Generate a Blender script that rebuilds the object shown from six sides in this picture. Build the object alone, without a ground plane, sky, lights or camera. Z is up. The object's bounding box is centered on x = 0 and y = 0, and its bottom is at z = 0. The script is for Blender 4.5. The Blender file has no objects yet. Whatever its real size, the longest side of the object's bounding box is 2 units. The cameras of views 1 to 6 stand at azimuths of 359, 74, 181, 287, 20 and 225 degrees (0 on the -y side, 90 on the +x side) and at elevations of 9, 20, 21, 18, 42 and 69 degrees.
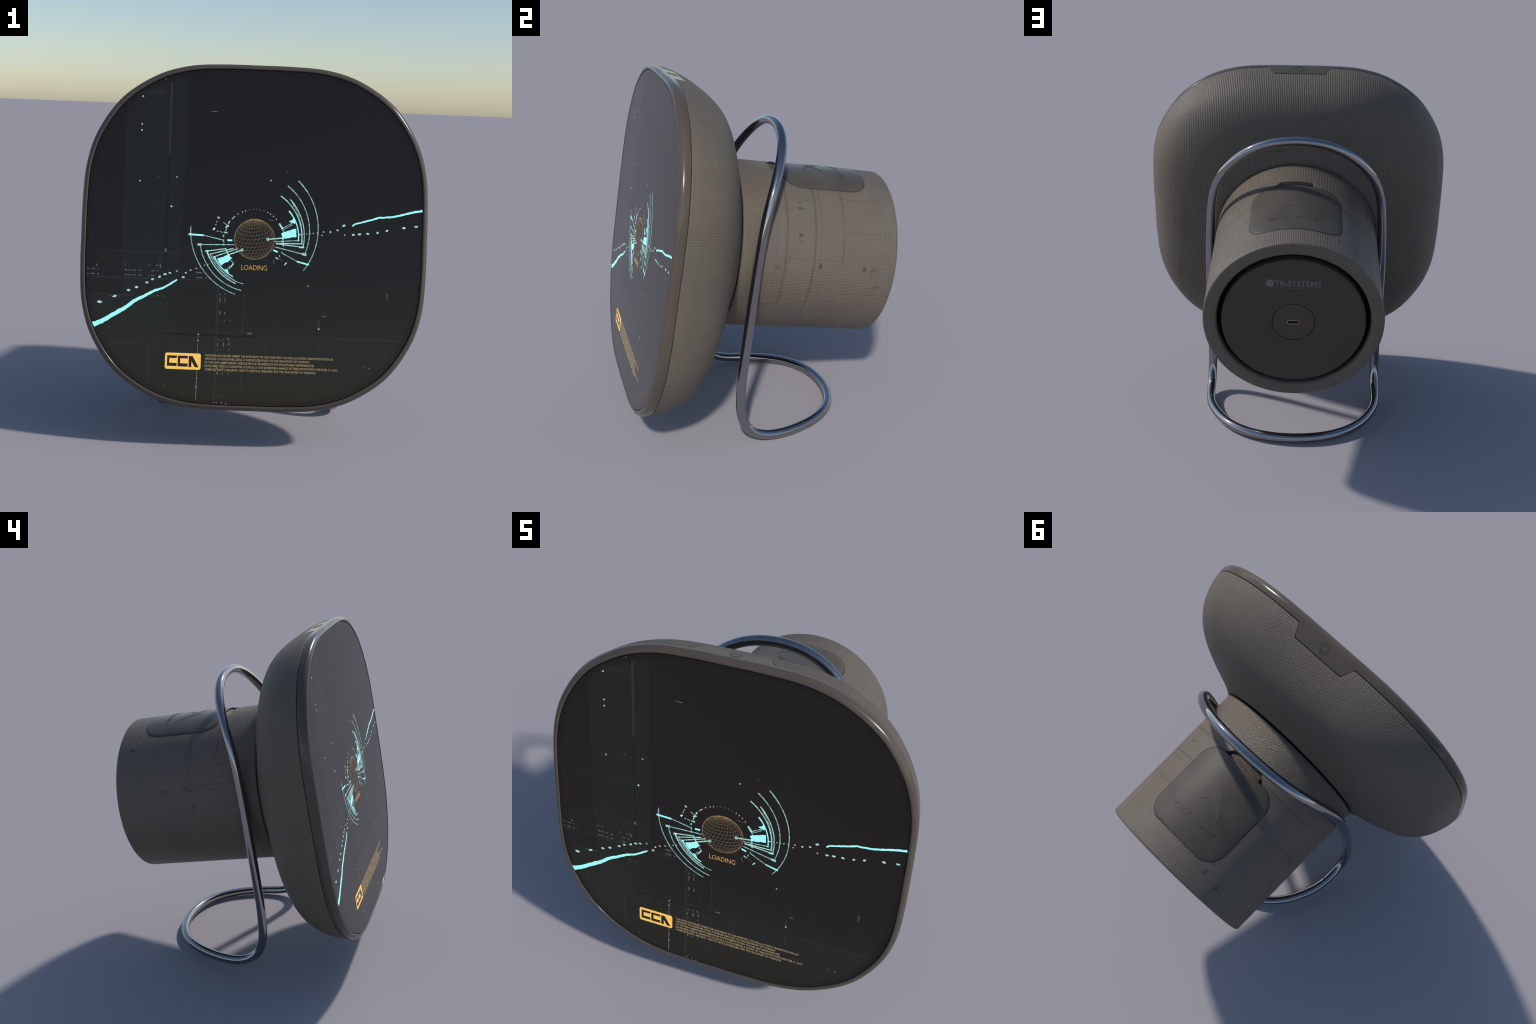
import bpy, bmesh, math, random
from math import sin, cos, pi, radians, atan2, hypot
from mathutils import Vector, Matrix

random.seed(7)
TAU = 2 * pi
TILT = math.asin(0.1687)            # the whole head leans back by 9.7 degrees

# ------------------------------------------------------------------ frames
# head frame: X right, Y up along the screen, Z out of the screen; depth behind the glass is w = -Z
WDIR = Vector((0, cos(TILT), -sin(TILT)))
VDIR = Vector((0, sin(TILT), cos(TILT)))
D0 = -0.81016


def world(u, v, w):
    """v measured from the head frame's foot (screen centre is v = 0.99)"""
    return Vector((u, 0, 0)) + VDIR * v + WDIR * (w + D0)


def frame_matrix(v):
    m = Matrix.Rotation(pi / 2 - TILT, 4, 'X')
    m.translation = world(0, v, 0)
    return m


HEAD = frame_matrix(0.990)
AXIS_V = 0.986
BARREL = frame_matrix(AXIS_V)

# ------------------------------------------------------------------ node helpers


class Nodes:
    def __init__(self, name):
        self.mat = bpy.data.materials.new(name)
        self.mat.use_nodes = True
        self.t = self.mat.node_tree
        self.bsdf = self.t.nodes["Principled BSDF"]

    def new(self, kind, **kw):
        n = self.t.nodes.new(kind)
        for k, v in kw.items():
            setattr(n, k, v)
        return n

    def link(self, a, b):
        self.t.links.new(a, b)

    def math(self, op, a, b=None, c=None, clamp=False):
        n = self.new("ShaderNodeMath", operation=op, use_clamp=clamp)
        for i, x in enumerate((a, b, c)):
            if x is None:
                continue
            if isinstance(x, (int, float)):
                n.inputs[i].default_value = x
            else:
                self.link(x, n.inputs[i])
        return n.outputs[0]

    def smooth(self, x, lo, hi):
        n = self.new("ShaderNodeMapRange", interpolation_type='SMOOTHSTEP')
        self.link(x, n.inputs[0])
        n.inputs[1].default_value, n.inputs[2].default_value = lo, hi
        return n.outputs[0]

    def rect(self, a, b, a0, b0, ha, hb, soft):
        """1 inside the box |a-a0|<ha, |b-b0|<hb, soft borders"""
        da = self.math('SUBTRACT', self.math('ABSOLUTE', self.math('SUBTRACT', a, a0)), ha)
        db = self.math('SUBTRACT', self.math('ABSOLUTE', self.math('SUBTRACT', b, b0)), hb)
        d = self.math('MAXIMUM', da, db)
        return self.math('MULTIPLY_ADD', d, -1.0 / soft, 0.5, clamp=True)

    def mix(self, f, a, b):
        n = self.new("ShaderNodeMix", data_type='RGBA')
        for i, x in ((0, f), (6, a), (7, b)):
            if isinstance(x, (int, float)):
                n.inputs[i].default_value = x
            elif isinstance(x, tuple):
                n.inputs[i].default_value = (*x, 1)
            else:
                self.link(x, n.inputs[i])
        return n.outputs[2]

    def noise(self, vec, scale, detail=3.0):
        n = self.new("ShaderNodeTexNoise")
        n.inputs["Scale"].default_value = scale
        n.inputs["Detail"].default_value = detail
        if vec is not None:
            self.link(vec, n.inputs["Vector"])
        return n.outputs["Fac"]

    def obj(self):
        tc = self.new("ShaderNodeTexCoord")
        s = self.new("ShaderNodeSeparateXYZ")
        self.link(tc.outputs["Object"], s.inputs[0])
        return tc, s.outputs[0], s.outputs[1], s.outputs[2]

    def bump(self, h, strength, dist):
        n = self.new("ShaderNodeBump")
        n.inputs["Strength"].default_value = strength
        n.inputs["Distance"].default_value = dist
        self.link(h, n.inputs["Height"])
        self.link(n.outputs[0], self.bsdf.inputs["Normal"])

    def set(self, **kw):
        for k, v in kw.items():
            self.bsdf.inputs[k.replace("_", " ")].default_value = v


def weave(N, a, b, pa, pb):
    """woven cloth: ribs across a, broken into stitches along b"""
    v = N.new("ShaderNodeCombineXYZ")
    N.link(a, v.inputs[0])
    N.link(b, v.inputs[1])
    wob = N.math('MULTIPLY_ADD', N.noise(v.outputs[0], 60.0, 2), 0.0054, -0.0027)
    s = N.math('SINE', N.math('MULTIPLY', N.math('ADD', a, wob), TAU / pa))
    c = N.math('SINE', N.math('MULTIPLY', N.math('SUBTRACT', b, wob), TAU / pb))
    return N.math('MULTIPLY_ADD', N.math('MULTIPLY', s, c), 0.45, N.math('MULTIPLY', s, 0.55))


def plain(name, color, rough, metal=0.0, spec=0.5, mottled=0.0, scale=6.0, coat=0.0):
    N = Nodes(name)
    N.set(Roughness=rough, Metallic=metal, Specular_IOR_Level=spec, Coat_Weight=coat)
    tc, x, y, z = N.obj()
    f = N.noise(tc.outputs["Object"], scale, 4)
    lo = tuple(c * (1 - mottled) for c in color)
    hi = tuple(c * (1 + mottled) for c in color)
    N.link(N.mix(f, lo, hi), N.bsdf.inputs["Base Color"])
    return N.mat


FABRIC = (0.145, 0.122, 0.098)


def tint(N, vec, base):
    """uneven, slightly rosy / greenish cloth"""
    f1 = N.smooth(N.noise(vec, 2.3, 3), 0.35, 0.68)
    f2 = N.smooth(N.noise(vec, 5.1, 4), 0.40, 0.66)
    a = N.mix(f1, tuple(c * k for c, k in zip(base, (0.97, 1.0, 0.97))), tuple(c * k for c, k in zip(base, (1.06, 1.0, 1.0))))
    return N.mix(N.math('MULTIPLY', f2, 0.35), a, tuple(c * 0.82 for c in base))


def shell_material():
    N = Nodes("woven_cloth_shell")
    tc, x, y, z = N.obj()
    col = tint(N, tc.outputs["Object"], tuple(c * 0.90 for c in FABRIC))
    N.link(col, N.bsdf.inputs["Base Color"])
    s = N.new("ShaderNodeSeparateXYZ")
    N.link(tc.outputs["Normal"], s.inputs[0])
    wx, wy, wz = [N.math('POWER', N.math('ABSOLUTE', o), 5.0) for o in s.outputs]
    tot = N.math('ADD', N.math('ADD', wx, wy), wz)
    h = N.math('ADD', N.math('ADD', N.math('MULTIPLY', wz, weave(N, x, y, 0.0105, 0.0135)),
                             N.math('MULTIPLY', wy, weave(N, x, z, 0.0105, 0.0135))),
               N.math('MULTIPLY', wx, N.math('MULTIPLY', weave(N, y, z, 0.0135, 0.0105), 0.45)))
    h = N.math('DIVIDE', h, tot)
    h = N.math('ADD', h, N.math('MULTIPLY', N.math('SUBTRACT', N.noise(tc.outputs["Object"], 120, 2), 0.5), 1.5))
    N.bump(h, 0.66, 0.0020)
    N.set(Roughness=0.55, Specular_IOR_Level=0.30)
    return N.mat


def label_distance(N, ph, w):
    """distance field of the label's rounded square; its edge is at 0.105"""
    qx = N.math('ADD', N.math('ABSOLUTE', ph), 0.105 - 0.2475)
    qy = N.math('ADD', N.math('ABSOLUTE', N.math('SUBTRACT', w, 0.960)), 0.105 - 0.2425)
    cx, cy = N.math('MAXIMUM', qx, 0.0), N.math('MAXIMUM', qy, 0.0)
    sd = N.math('SQRT', N.math('ADD', N.math('MULTIPLY', cx, cx), N.math('MULTIPLY', cy, cy)))
    return N.math('ADD', sd, N.math('MINIMUM', N.math('MAXIMUM', qx, qy), 0.0))


def label_material():
    """soft rubber pad: blotchy, scuffed, rim coloured darker to quiet its sunlit bevel"""
    N = Nodes("soft_rubber_label")
    tc, x, y, z = N.obj()
    ph = N.math('MULTIPLY', N.math('ARCTAN2', x, y), 0.472)
    sd = label_distance(N, ph, N.math('MULTIPLY', z, -1.0))
    col = N.mix(N.smooth(N.noise(tc.outputs["Object"], 4.5, 4), 0.32, 0.68), (0.070, 0.058, 0.045), (0.089, 0.076, 0.060))
    m = N.new("ShaderNodeMapping")
    m.inputs["Scale"].default_value = (9, 60, 22)
    m.inputs["Rotation"].default_value = (0.3, 0.5, 0.6)
    N.link(tc.outputs["Object"], m.inputs[0])
    scratch = N.smooth(N.noise(m.outputs[0], 1.0, 2), 0.70, 0.74)
    col = N.mix(N.math('MULTIPLY', scratch, 0.25), col, (0.050, 0.042, 0.033))
    col = N.mix(N.math('MULTIPLY', N.smooth(sd, 0.1005, 0.1050), 0.65), col, (0.022, 0.018, 0.014))
    N.link(col, N.bsdf.inputs["Base Color"])
    N.link(N.math('MULTIPLY_ADD', N.smooth(sd, 0.099, 0.104), 0.30, 0.34), N.bsdf.inputs["Roughness"])
    N.set(Specular_IOR_Level=0.42)
    return N.mat


def barrel_material():
    N = Nodes("woven_cloth_barrel")
    tc, x, y, z = N.obj()
    phi = N.math('MULTIPLY', N.math('ARCTAN2', x, y), 180 / pi)
    w = N.math('MULTIPLY', z, -1.0)
    col = tint(N, tc.outputs["Object"], tuple(c * 0.95 for c in FABRIC))
    DEG = pi / 180 * 0.472             # metres per degree along the girth
    ph = N.math('MULTIPLY', phi, DEG)

    def masks(boxes, soft):
        out = None
        for p0, p1, w0, w1 in boxes:
            m = N.rect(ph, w, (p0 + p1) / 2 * DEG, (w0 + w1) / 2, abs(p1 - p0) / 2 * DEG, abs(w1 - w0) / 2, soft)
            out = m if out is None else N.math('MAXIMUM', out, m)
        return out

    def ring(p0, p1, w, t):
        t *= 1.3
        return (p0, p1, w - t / 2, w + t / 2)

    def rail(p, w0, w1, t):
        d = t * 0.65 / DEG
        return (p - d, p + d, w0, w1)

    def patch(p, w, sp, sw):
        return (p - sp / 2 / DEG, p + sp / 2 / DEG, w - sw / 2, w + sw / 2)

    # printed circuit-like panel lines
    lines = [ring(16, 116, 0.708, 0.007), ring(31, 131, 0.868, 0.008), ring(31, 84, 1.031, 0.005),
             ring(-72, -31, 0.871, 0.007), ring(-58, -18, 0.703, 0.007),
             rail(115.7, 0.60, 0.709, 0.006), rail(-72.4, 0.455, 0.871, 0.006), rail(-58.3, 0.455, 0.703, 0.005)]
    thin = [ring(33, 118, 0.650, 0.003), ring(31, 90, 0.900, 0.004), ring(-74, -31, 0.889, 0.004),
            ring(36, 100, 0.700, 0.003),
            rail(37.8, 1.03, 1.345, 0.003), rail(61.7, 1.03, 1.262, 0.003), rail(81.0, 0.73, 1.03, 0.003),
            rail(130.3, 0.60, 0.866, 0.004), rail(24.0, 1.20, 1.345, 0.003), rail(-54.5, 1.10, 1.34, 0.003),
            rail(104, 1.10, 1.25, 0.002), ring(84, 106, 1.21, 0.003), ring(84, 106, 1.245, 0.002),
            ring(-52, -40, 1.232, 0.003), ring(-52, -30, 1.20, 0.002), ring(-73, -40, 0.905, 0.003),
            rail(-75.5, 0.60, 0.86, 0.003), ring(-90, -60, 0.66, 0.002)]
    dark = [patch(47.2, 0.784, 0.018, 0.026), patch(65.4, 0.783, 0.020, 0.024), patch(85.2, 0.906, 0.027, 0.018),
            patch(85.6, 1.165, 0.027, 0.017), patch(-28.8, 1.226, 0.014, 0.024), patch(-28.7, 1.168, 0.018, 0.014),
            patch(-41.4, 1.254, 0.020, 0.026), patch(-73.9, 0.904, 0.024, 0.017), patch(-75.8, 0.880, 0.017, 0.030),
            patch(-49.5, 1.110, 0.010, 0.010), patch(-76.6, 0.840, 0.010, 0.010), patch(80.4, 0.728, 0.010, 0.010),
            patch(104, 1.10, 0.008, 0.010), patch(132, 0.905, 0.012, 0.032), patch(47.3, 0.806, 0.006, 0.016)]
    mid = [patch(87.4, 0.670, 0.028, 0.030), patch(85.6, 1.222, 0.026, 0.030), patch(98.0, 1.252, 0.026, 0.030),
           patch(69.5, 0.783, 0.018, 0.024), patch(62.2, 1.273, 0.034, 0.010), patch(62.0, 1.300, 0.034, 0.010),
           patch(42.6, 0.782, 0.018, 0.030), patch(41.0, 0.822, 0.014, 0.028),
           patch(-4.6, 1.286, 0.012, 0.010), patch(-6.6, 1.286, 0.012, 0.010), patch(-4.6, 1.302, 0.012, 0.010),
           patch(-6.6, 1.302, 0.012, 0.010), patch(-22, 0.735, 0.022, 0.018), patch(49, 0.64, 0.012, 0.040)]
    broad = [patch(114.3, 0.973, 0.095, 0.115), patch(121, 0.780, 0.110, 0.150), patch(-57.2, 0.969, 0.100, 0.095),
             patch(-81, 0.676, 0.090, 0.110), patch(-60, 0.56, 0.10, 0.13)]
    wear = N.smooth(N.noise(tc.outputs["Object"], 7.0, 4), 0.30, 0.62)   # prints are rubbed unevenly
    for boxes, soft, amount, c in ((broad, 0.004, 0.6, (0.120, 0.100, 0.092)), (mid, 0.005, 0.55, (0.085, 0.074, 0.066)),
                                   (dark, 0.004, 1.0, (0.062, 0.058, 0.053)), (lines, 0.006, 0.80, (0.076, 0.066, 0.055)),
                                   (thin, 0.0045, 0.62, (0.075, 0.068, 0.060))):
        f = N.math('MULTIPLY', masks(boxes, soft), N.math('MULTIPLY_ADD', wear, amount * 0.35, amount * 0.65))
        col = N.mix(f, col, c)
    # contact shadow around the label, painted into the cloth colour
    sd = label_distance(N, ph, w)
    rim = N.math('SUBTRACT', 1.0, N.smooth(sd, 0.1070, 0.1150))
    col = N.mix(N.math('MULTIPLY', rim, 0.8), col, (0.030, 0.026, 0.022))
    # warm shading of the neck that hides close to the shell, and grime underneath
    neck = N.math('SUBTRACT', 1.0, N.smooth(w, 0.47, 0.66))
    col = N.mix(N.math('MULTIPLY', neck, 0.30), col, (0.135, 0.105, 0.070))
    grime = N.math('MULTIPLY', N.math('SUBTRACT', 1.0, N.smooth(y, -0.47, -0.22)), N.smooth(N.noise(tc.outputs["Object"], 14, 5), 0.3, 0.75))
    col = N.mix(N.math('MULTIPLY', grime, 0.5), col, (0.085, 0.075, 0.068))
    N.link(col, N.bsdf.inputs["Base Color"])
    pebble = N.math('MULTIPLY', N.math('SUBTRACT', N.noise(tc.outputs["Object"], 150, 2), 0.5), N.math('MULTIPLY_ADD', N.math('SUBTRACT', 1.0, N.smooth(w, 0.60, 0.72)), 3.0, 0.7))
    N.bump(N.math('ADD', weave(N, ph, w, 0.0092, 0.0125), pebble), 0.50, 0.0021)
    rough = N.math('MULTIPLY_ADD', N.noise(tc.outputs["Object"], 9, 3), 0.30, 0.30)
    N.link(rough, N.bsdf.inputs["Roughness"])
    N.set(Specular_IOR_Level=0.36)
    return N.mat


def screen_material():
    """dark glass with faint, soft-edged interface panels glowing underneath"""
    N = Nodes("display_glass")
    tc, x, y, z = N.obj()

    def box(x0, x1, y0, y1, soft):
        return N.rect(x, y, (x0 + x1) / 2, (y0 + y1) / 2, (x1 - x0) / 2, (y1 - y0) / 2, soft)

    base, green, warm, grey = (0.0090, 0.0072, 0.0062), (0.0108, 0.0118, 0.0100), (0.0130, 0.0112, 0.0080), (0.0098, 0.0088, 0.0080)
    low = N.math('SUBTRACT', 1.0, N.smooth(y, -0.62, 0.10))
    col = N.mix(low, base, (0.0100, 0.0094, 0.0084))
    for b, c, k in (((-0.68, -0.38, -0.60, 0.90, 0.02), green, 0.85), ((-0.64, -0.49, 0.73, 0.755, 0.01), (0.016, 0.0185, 0.017), 0.7),
                    ((-0.95, -0.70, -0.30, 0.9, 0.10), base, 0.7),
                    ((-0.95, -0.46, -0.90, -0.33, 0.03), (0.0120, 0.0130, 0.0105), 0.8),
                    ((-0.46, 0.95, -0.95, -0.47, 0.08), (0.0122, 0.0132, 0.0105), 0.8),
                    ((-0.95, 0.95, -0.95, -0.74, 0.12), warm, 0.9),
                    ((-0.42, -0.10, -0.47, -0.24, 0.06), grey, 0.7)):
        col = N.mix(N.math('MULTIPLY', box(*b), k), col, c)
    faint = [(-0.73, -0.39, -0.0950, -0.0915), (-0.865, -0.25, -0.2335, -0.2285), (-0.86, -0.62, -0.324, -0.320),
             (-0.60, -0.458, -0.3235, -0.3205), (-0.77, -0.527, -0.575, -0.5715), (-0.529, -0.5245, -0.86, -0.572),
             (-0.1845, -0.1785, -0.87, -0.26), (-0.0465, -0.0430, -0.80, -0.29), (0.43, 0.81, -0.5150, -0.5105),
             (-0.785, -0.781, -0.23, -0.17), (-0.49, -0.487, -0.17, -0.10), 
             (-0.465, -0.453, 0.42, 0.80), (0.075, 0.078, -0.72, -0.51), (-0.20, -0.11, -0.826, -0.823)]
    m = None
    for x0, x1, y0, y1 in faint:
        b = box(x0, x1, y0, y1, 0.0035)
        m = b if m is None else N.math('MAXIMUM', m, b)
    col = N.mix(N.math('MULTIPLY', m, 0.75), col, (0.026, 0.026, 0.024))
    m2 = N.math('MAXIMUM', box(-0.86, -0.40, 0.150, 0.153, 0.004), box(-0.685, -0.677, -0.2, 0.70, 0.006))
    col = N.mix(N.math('MULTIPLY', m2, 0.22), col, (0.026, 0.026, 0.024))
    dk = N.math('MAXIMUM', box(-0.462, -0.457, -0.30, 0.40, 0.004), box(-0.46, 0.02, -0.519, -0.511, 0.006))
    col = N.mix(N.math('MULTIPLY', dk, 0.7), col, (0.001, 0.001, 0.0012))
    # the picture fades out toward the rim
    n4 = N.math('ADD', N.math('POWER', N.math('ABSOLUTE', x), 2.88), N.math('POWER', N.math('ABSOLUTE', y), 2.88))
    edge = N.smooth(n4, 0.60, 0.69)
    col = N.mix(N.math('MULTIPLY', edge, 0.85), col, (0.0055, 0.0045, 0.0036))
    N.link(col, N.bsdf.inputs["Emission Color"])
    N.set(Base_Color=(0.004, 0.004, 0.0045, 1), Roughness=0.12, Emission_Strength=1.0, IOR=1.31)
    return N.mat


def glow(name, color, strength=1.0, mottle=0.0):
    N = Nodes(name)
    tc, x, y, z = N.obj()
    f = N.noise(tc.outputs["Object"], 60.0, 3)
    col = N.mix(N.smooth(f, 0.35, 0.65), tuple(c * (1 - mottle) for c in color), color)
    N.link(col, N.bsdf.inputs["Emission Color"])
    N.set(Base_Color=(0.004, 0.004, 0.004, 1), Roughness=0.12, Emission_Strength=strength, IOR=1.31)
    return N.mat


M_SHELL = shell_material()
M_BARREL = barrel_material()
M_SCREEN = screen_material()
M_FRAME = plain("satin_bezel_plastic", (0.086, 0.070, 0.055), 0.19, spec=0.36, mottled=0.12, scale=5)
M_STEEL = plain("polished_dark_steel", (0.345, 0.34, 0.355), 0.065, metal=1.0, mottled=0.03)
M_CAP = plain("matt_black_plastic", (0.080, 0.063, 0.052), 0.60, spec=0.12, mottled=0.05, scale=3)
M_PORT = plain("port_disc_plastic", (0.084, 0.067, 0.053), 0.55, spec=0.15, mottled=0.08, scale=9)
M_DARK = plain("dark_recess", (0.010, 0.010, 0.010), 0.8, spec=0.1)
M_LABEL = label_material()
M_EMBOSS = plain("embossed_label_relief", (0.076, 0.064, 0.050), 0.55, spec=0.4, mottled=0.05)
M_PRINT = plain("grey_print", (0.190, 0.172, 0.162), 0.9, mottled=0.3, scale=60, spec=0.1)
M_INK = plain("dark_ink", (0.060, 0.058, 0.054), 0.7, mottled=0.2, scale=30)
M_BRASS = plain("worn_port_metal", (0.42, 0.33, 0.28), 0.3, metal=1.0, mottled=0.1)
M_RIB = plain("brown_hinge_ribs", (0.105, 0.080, 0.060), 0.6, mottled=0.35, scale=30)
M_CYAN = glow("cyan_light", (0.37, 0.96, 0.98), 1.0, 0.06)
M_PALE = glow("pale_cyan_light", (0.30, 0.60, 0.57), 1.0, 0.55)
M_MINT = glow("mint_light", (0.42, 0.76, 0.69), 1.0, 0.35)
M_DIM = glow("dim_grey_light", (0.105, 0.115, 0.110), 1.0, 0.45)
M_WHITE = glow("soft_white_light", (0.42, 0.43, 0.42), 1.0, 0.3)
M_ORANGE = glow("orange_light", (0.95, 0.55, 0.115), 1.0, 0.08)
M_AMBER = glow("amber_text_light", (0.62, 0.36, 0.115), 1.0, 0.4)
M_CAPTION = glow("dull_amber_text_light", (0.36, 0.265, 0.145), 1.0, 0.35)
M_GLOBE = glow("dim_amber_wire_light", (0.118, 0.088, 0.050), 1.0, 0.35)
M_BADGEINK = glow("badge_dark", (0.010, 0.011, 0.010), 1.0)

# ------------------------------------------------------------------ object helpers
ROOT = bpy.data.objects.new("smart_display", None)
bpy.context.scene.collection.objects.link(ROOT)
ROOT["label"] = "rounded square smart display on bent steel wire stand"
ROOT["category"] = "smart display"


def add(name, mesh, mat, parent, matrix=None):
    o = bpy.data.objects.new(name, mesh)
    bpy.context.scene.collection.objects.link(o)
    o.parent = parent
    if parent is ROOT:
        o.matrix_local = matrix if matrix is not None else Matrix()
    if mat is not None and not mesh.materials:
        mesh.materials.append(mat)
    return o


def mesh_from(name, verts, faces, smooth=True):
    me = bpy.data.meshes.new(name)
    me.from_pydata([tuple(v) for v in verts], [], faces)
    bm = bmesh.new()
    bm.from_mesh(me)
    bmesh.ops.recalc_face_normals(bm, faces=bm.faces)
    bm.to_mesh(me)
    bm.free()
    if smooth:
        for p in me.polygons:
            p.use_smooth = True
    return me


def sharpen(me, angle):
    bm = bmesh.new()
    bm.from_mesh(me)
    for e in bm.edges:
        if len(e.link_faces) == 2 and e.calc_face_angle(0) > angle:
            e.smooth = False
    bm.to_mesh(me)
    bm.free()


def loft(rings, closed_ring=True, cap_start=False, cap_end=False):
    n = len(rings[0])
    verts = [p for r in rings for p in r]
    faces = []
    for i in range(len(rings) - 1):
        for j in range(n if closed_ring else n - 1):
            k = (j + 1) % n
            faces.append((i * n + j, i * n + k, (i + 1) * n + k, (i + 1) * n + j))
    if cap_start:
        faces.append(tuple(range(n))[::-1])
    if cap_end:
        faces.append(tuple(range((len(rings) - 1) * n, len(rings) * n)))
    return verts, faces


def lathe(profile, seg=256):
    """profile of (radius, w) about the barrel axis"""
    return loft([[(r * sin(TAU * j / seg), r * cos(TAU * j / seg), -w) for j in range(seg)] for r, w in profile])


def ease(t):
    t = min(1, max(0, t))
    return t * t * (3 - 2 * t)


class Spline1:
    """natural cubic spline through a handful of profile points"""

    def __init__(self, x, y):
        n = len(x)
        self.x, self.y = x, y
        a, b, c, d = [0] * n, [1] * n, [0] * n, [0] * n
        for i in range(1, n - 1):
            h0, h1 = x[i] - x[i - 1], x[i + 1] - x[i]
            a[i], b[i], c[i] = h0, 2 * (h0 + h1), h1
            d[i] = 6 * ((y[i + 1] - y[i]) / h1 - (y[i] - y[i - 1]) / h0)
        for i in range(1, n):
            k = a[i] / b[i - 1]
            b[i] -= k * c[i - 1]
            d[i] -= k * d[i - 1]
        m = [0] * n
        m[-1] = d[-1] / b[-1]
        for i in range(n - 2, -1, -1):
            m[i] = (d[i] - c[i] * m[i + 1]) / b[i]
        self.m = m

    def __call__(self, t):
        x, y, m = self.x, self.y, self.m
        i = 0
        while i < len(x) - 2 and t > x[i + 1]:
            i += 1
        h = x[i + 1] - x[i]
        p, q = x[i + 1] - t, t - x[i]
        return m[i] * p ** 3 / 6 / h + m[i + 1] * q ** 3 / 6 / h + (y[i] / h - m[i] * h / 6) * p + (y[i + 1] / h - m[i + 1] * h / 6) * q


# ------------------------------------------------------------------ head: rounded-square outline
OUT = Spline1([-5, 0, 5, 10, 15, 20, 25, 30, 35, 40, 45, 50],
              [0.8772, 0.8735, 0.8772, 0.8865, 0.9012, 0.9200, 0.9375, 0.9525, 0.9625, 0.9700, 0.9738, 0.9700])


def squircle(theta):
    """radius of the screen outline, relative to its half width"""
    d = math.degrees(theta) % 90
    return OUT(min(d, 90 - d)) / 0.8735


# half-width of the head against depth behind the glass
SIDE = Spline1([0.0, 0.022, 0.055, 0.10, 0.16, 0.22, 0.28, 0.33, 0.37, 0.40, 0.425, 0.448],
               [0.9030, 0.9060, 0.9020, 0.8945, 0.8765, 0.8490, 0.8060, 0.7480, 0.6720, 0.5920, 0.5240, 0.4860])


def head_radius(theta, w):
    s = min(1, max(0, (w - 0.15) / 0.298))
    return SIDE(w) * squircle(theta) ** (1 - s ** 3.2)


def head_point(theta, w, inset=0.0):
    r = head_radius(theta, w) - inset
    return (r * cos(theta), r * sin(theta), -w)


def seam(theta):
    """depth where cloth meets bezel; the bezel grows a tab at the top for the power key"""
    base = 0.0545
    if sin(theta) < 0.5:
        return base
    u = abs(0.895 * cos(theta) / max(0.2, sin(theta)))
    return base + (0.122 - base) * (1 - ease((u - 0.146) / 0.040))


SEG = 1440
TH = [TAU * j / SEG for j in range(SEG)]


def scaled_ring(half, w):
    return [(half * squircle(t) * cos(t), half * squircle(t) * sin(t), -w) for t in TH]


def frame_part():
    rings = [scaled_ring(0.8775, 0.030), scaled_ring(0.8775, 0.002), scaled_ring(0.8790, -0.0015), scaled_ring(0.8825, -0.0028),
             scaled_ring(0.8870, -0.0022), scaled_ring(0.8920, -0.0002), scaled_ring(0.8965, 0.0030), scaled_ring(0.9005, 0.0075), scaled_ring(0.9035, 0.0130),
             scaled_ring(0.9053, 0.0190)]
    for k in range(1, 15):
        rings.append([head_point(t, 0.0245 + (seam(t) - 0.0055 - 0.0245) * k / 14) for t in TH])
    for back, inset in ((0.0038, 0.0006), (0.0026, 0.0022), (0.0016, 0.0060), (0.0010, 0.0120)):
        rings.append([head_point(t, seam(t) - back, inset) for t in TH])
    me = mesh_from("bezel", *loft(rings))
    return add("bezel", me, M_FRAME, ROOT, HEAD)


def shell_part():
    rings = [[head_point(t, seam(t) + d, i) for t in TH] for d, i in ((-0.0002, 0.0120), (0.0004, 0.0055), (0.0012, 0.0018), (0.0024, 0.0004))]
    n = 64
    for k in range(n + 1):
        f = k / n
        rings.append([head_point(t, seam(t) + 0.004 + (0.446 - seam(t) - 0.004) * f) for t in TH])
    for r, w in ((0.4840, 0.4480), (0.481, 0.4495), (0.475, 0.4500), (0.455, 0.4490), (0.43, 0.446)):
        rings.append([(r * cos(t), r * sin(t) - 0.004 * ease((0.49 - r) / 0.02), -w) for t in TH])
    me = mesh_from("rear_shell", *loft(rings))
    return add("rear_shell", me, M_SHELL, ROOT, HEAD)


def seam_liner():
    """near-black liner seen at the bottom of the joints"""
    rings = [scaled_ring(0.868, -0.0002), scaled_ring(0.8785, 0.004), [head_point(t, seam(t) - 0.02, 0.012) for t in TH], [head_point(t, seam(t) + 0.02, 0.012) for t in TH]]
    me = mesh_from("dark_joint_liner", *loft(rings[1:]))
    add("dark_joint_liner", me, M_DARK, ROOT, HEAD)
    v, f = lathe([(0.445, 0.40), (0.445, 0.47)])
    add("dark_neck_liner", mesh_from("dark_neck_liner", v, f), M_DARK, ROOT, BARREL)


frame_part()
shell_part()
seam_liner()

ring0, ring1, ring2 = scaled_ring(0.8745, 0.012), scaled_ring(0.8745, 0.0012), scaled_ring(0.8730, 0.0)
verts, faces = loft([ring0, ring1, ring2], cap_end=True)
me = mesh_from("screen", verts, faces, smooth=False)
SCREEN = add("screen", me, M_SCREEN, ROOT, HEAD)

# ------------------------------------------------------------------ power key mark on the bezel tab
POWER_W = 0.072


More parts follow.
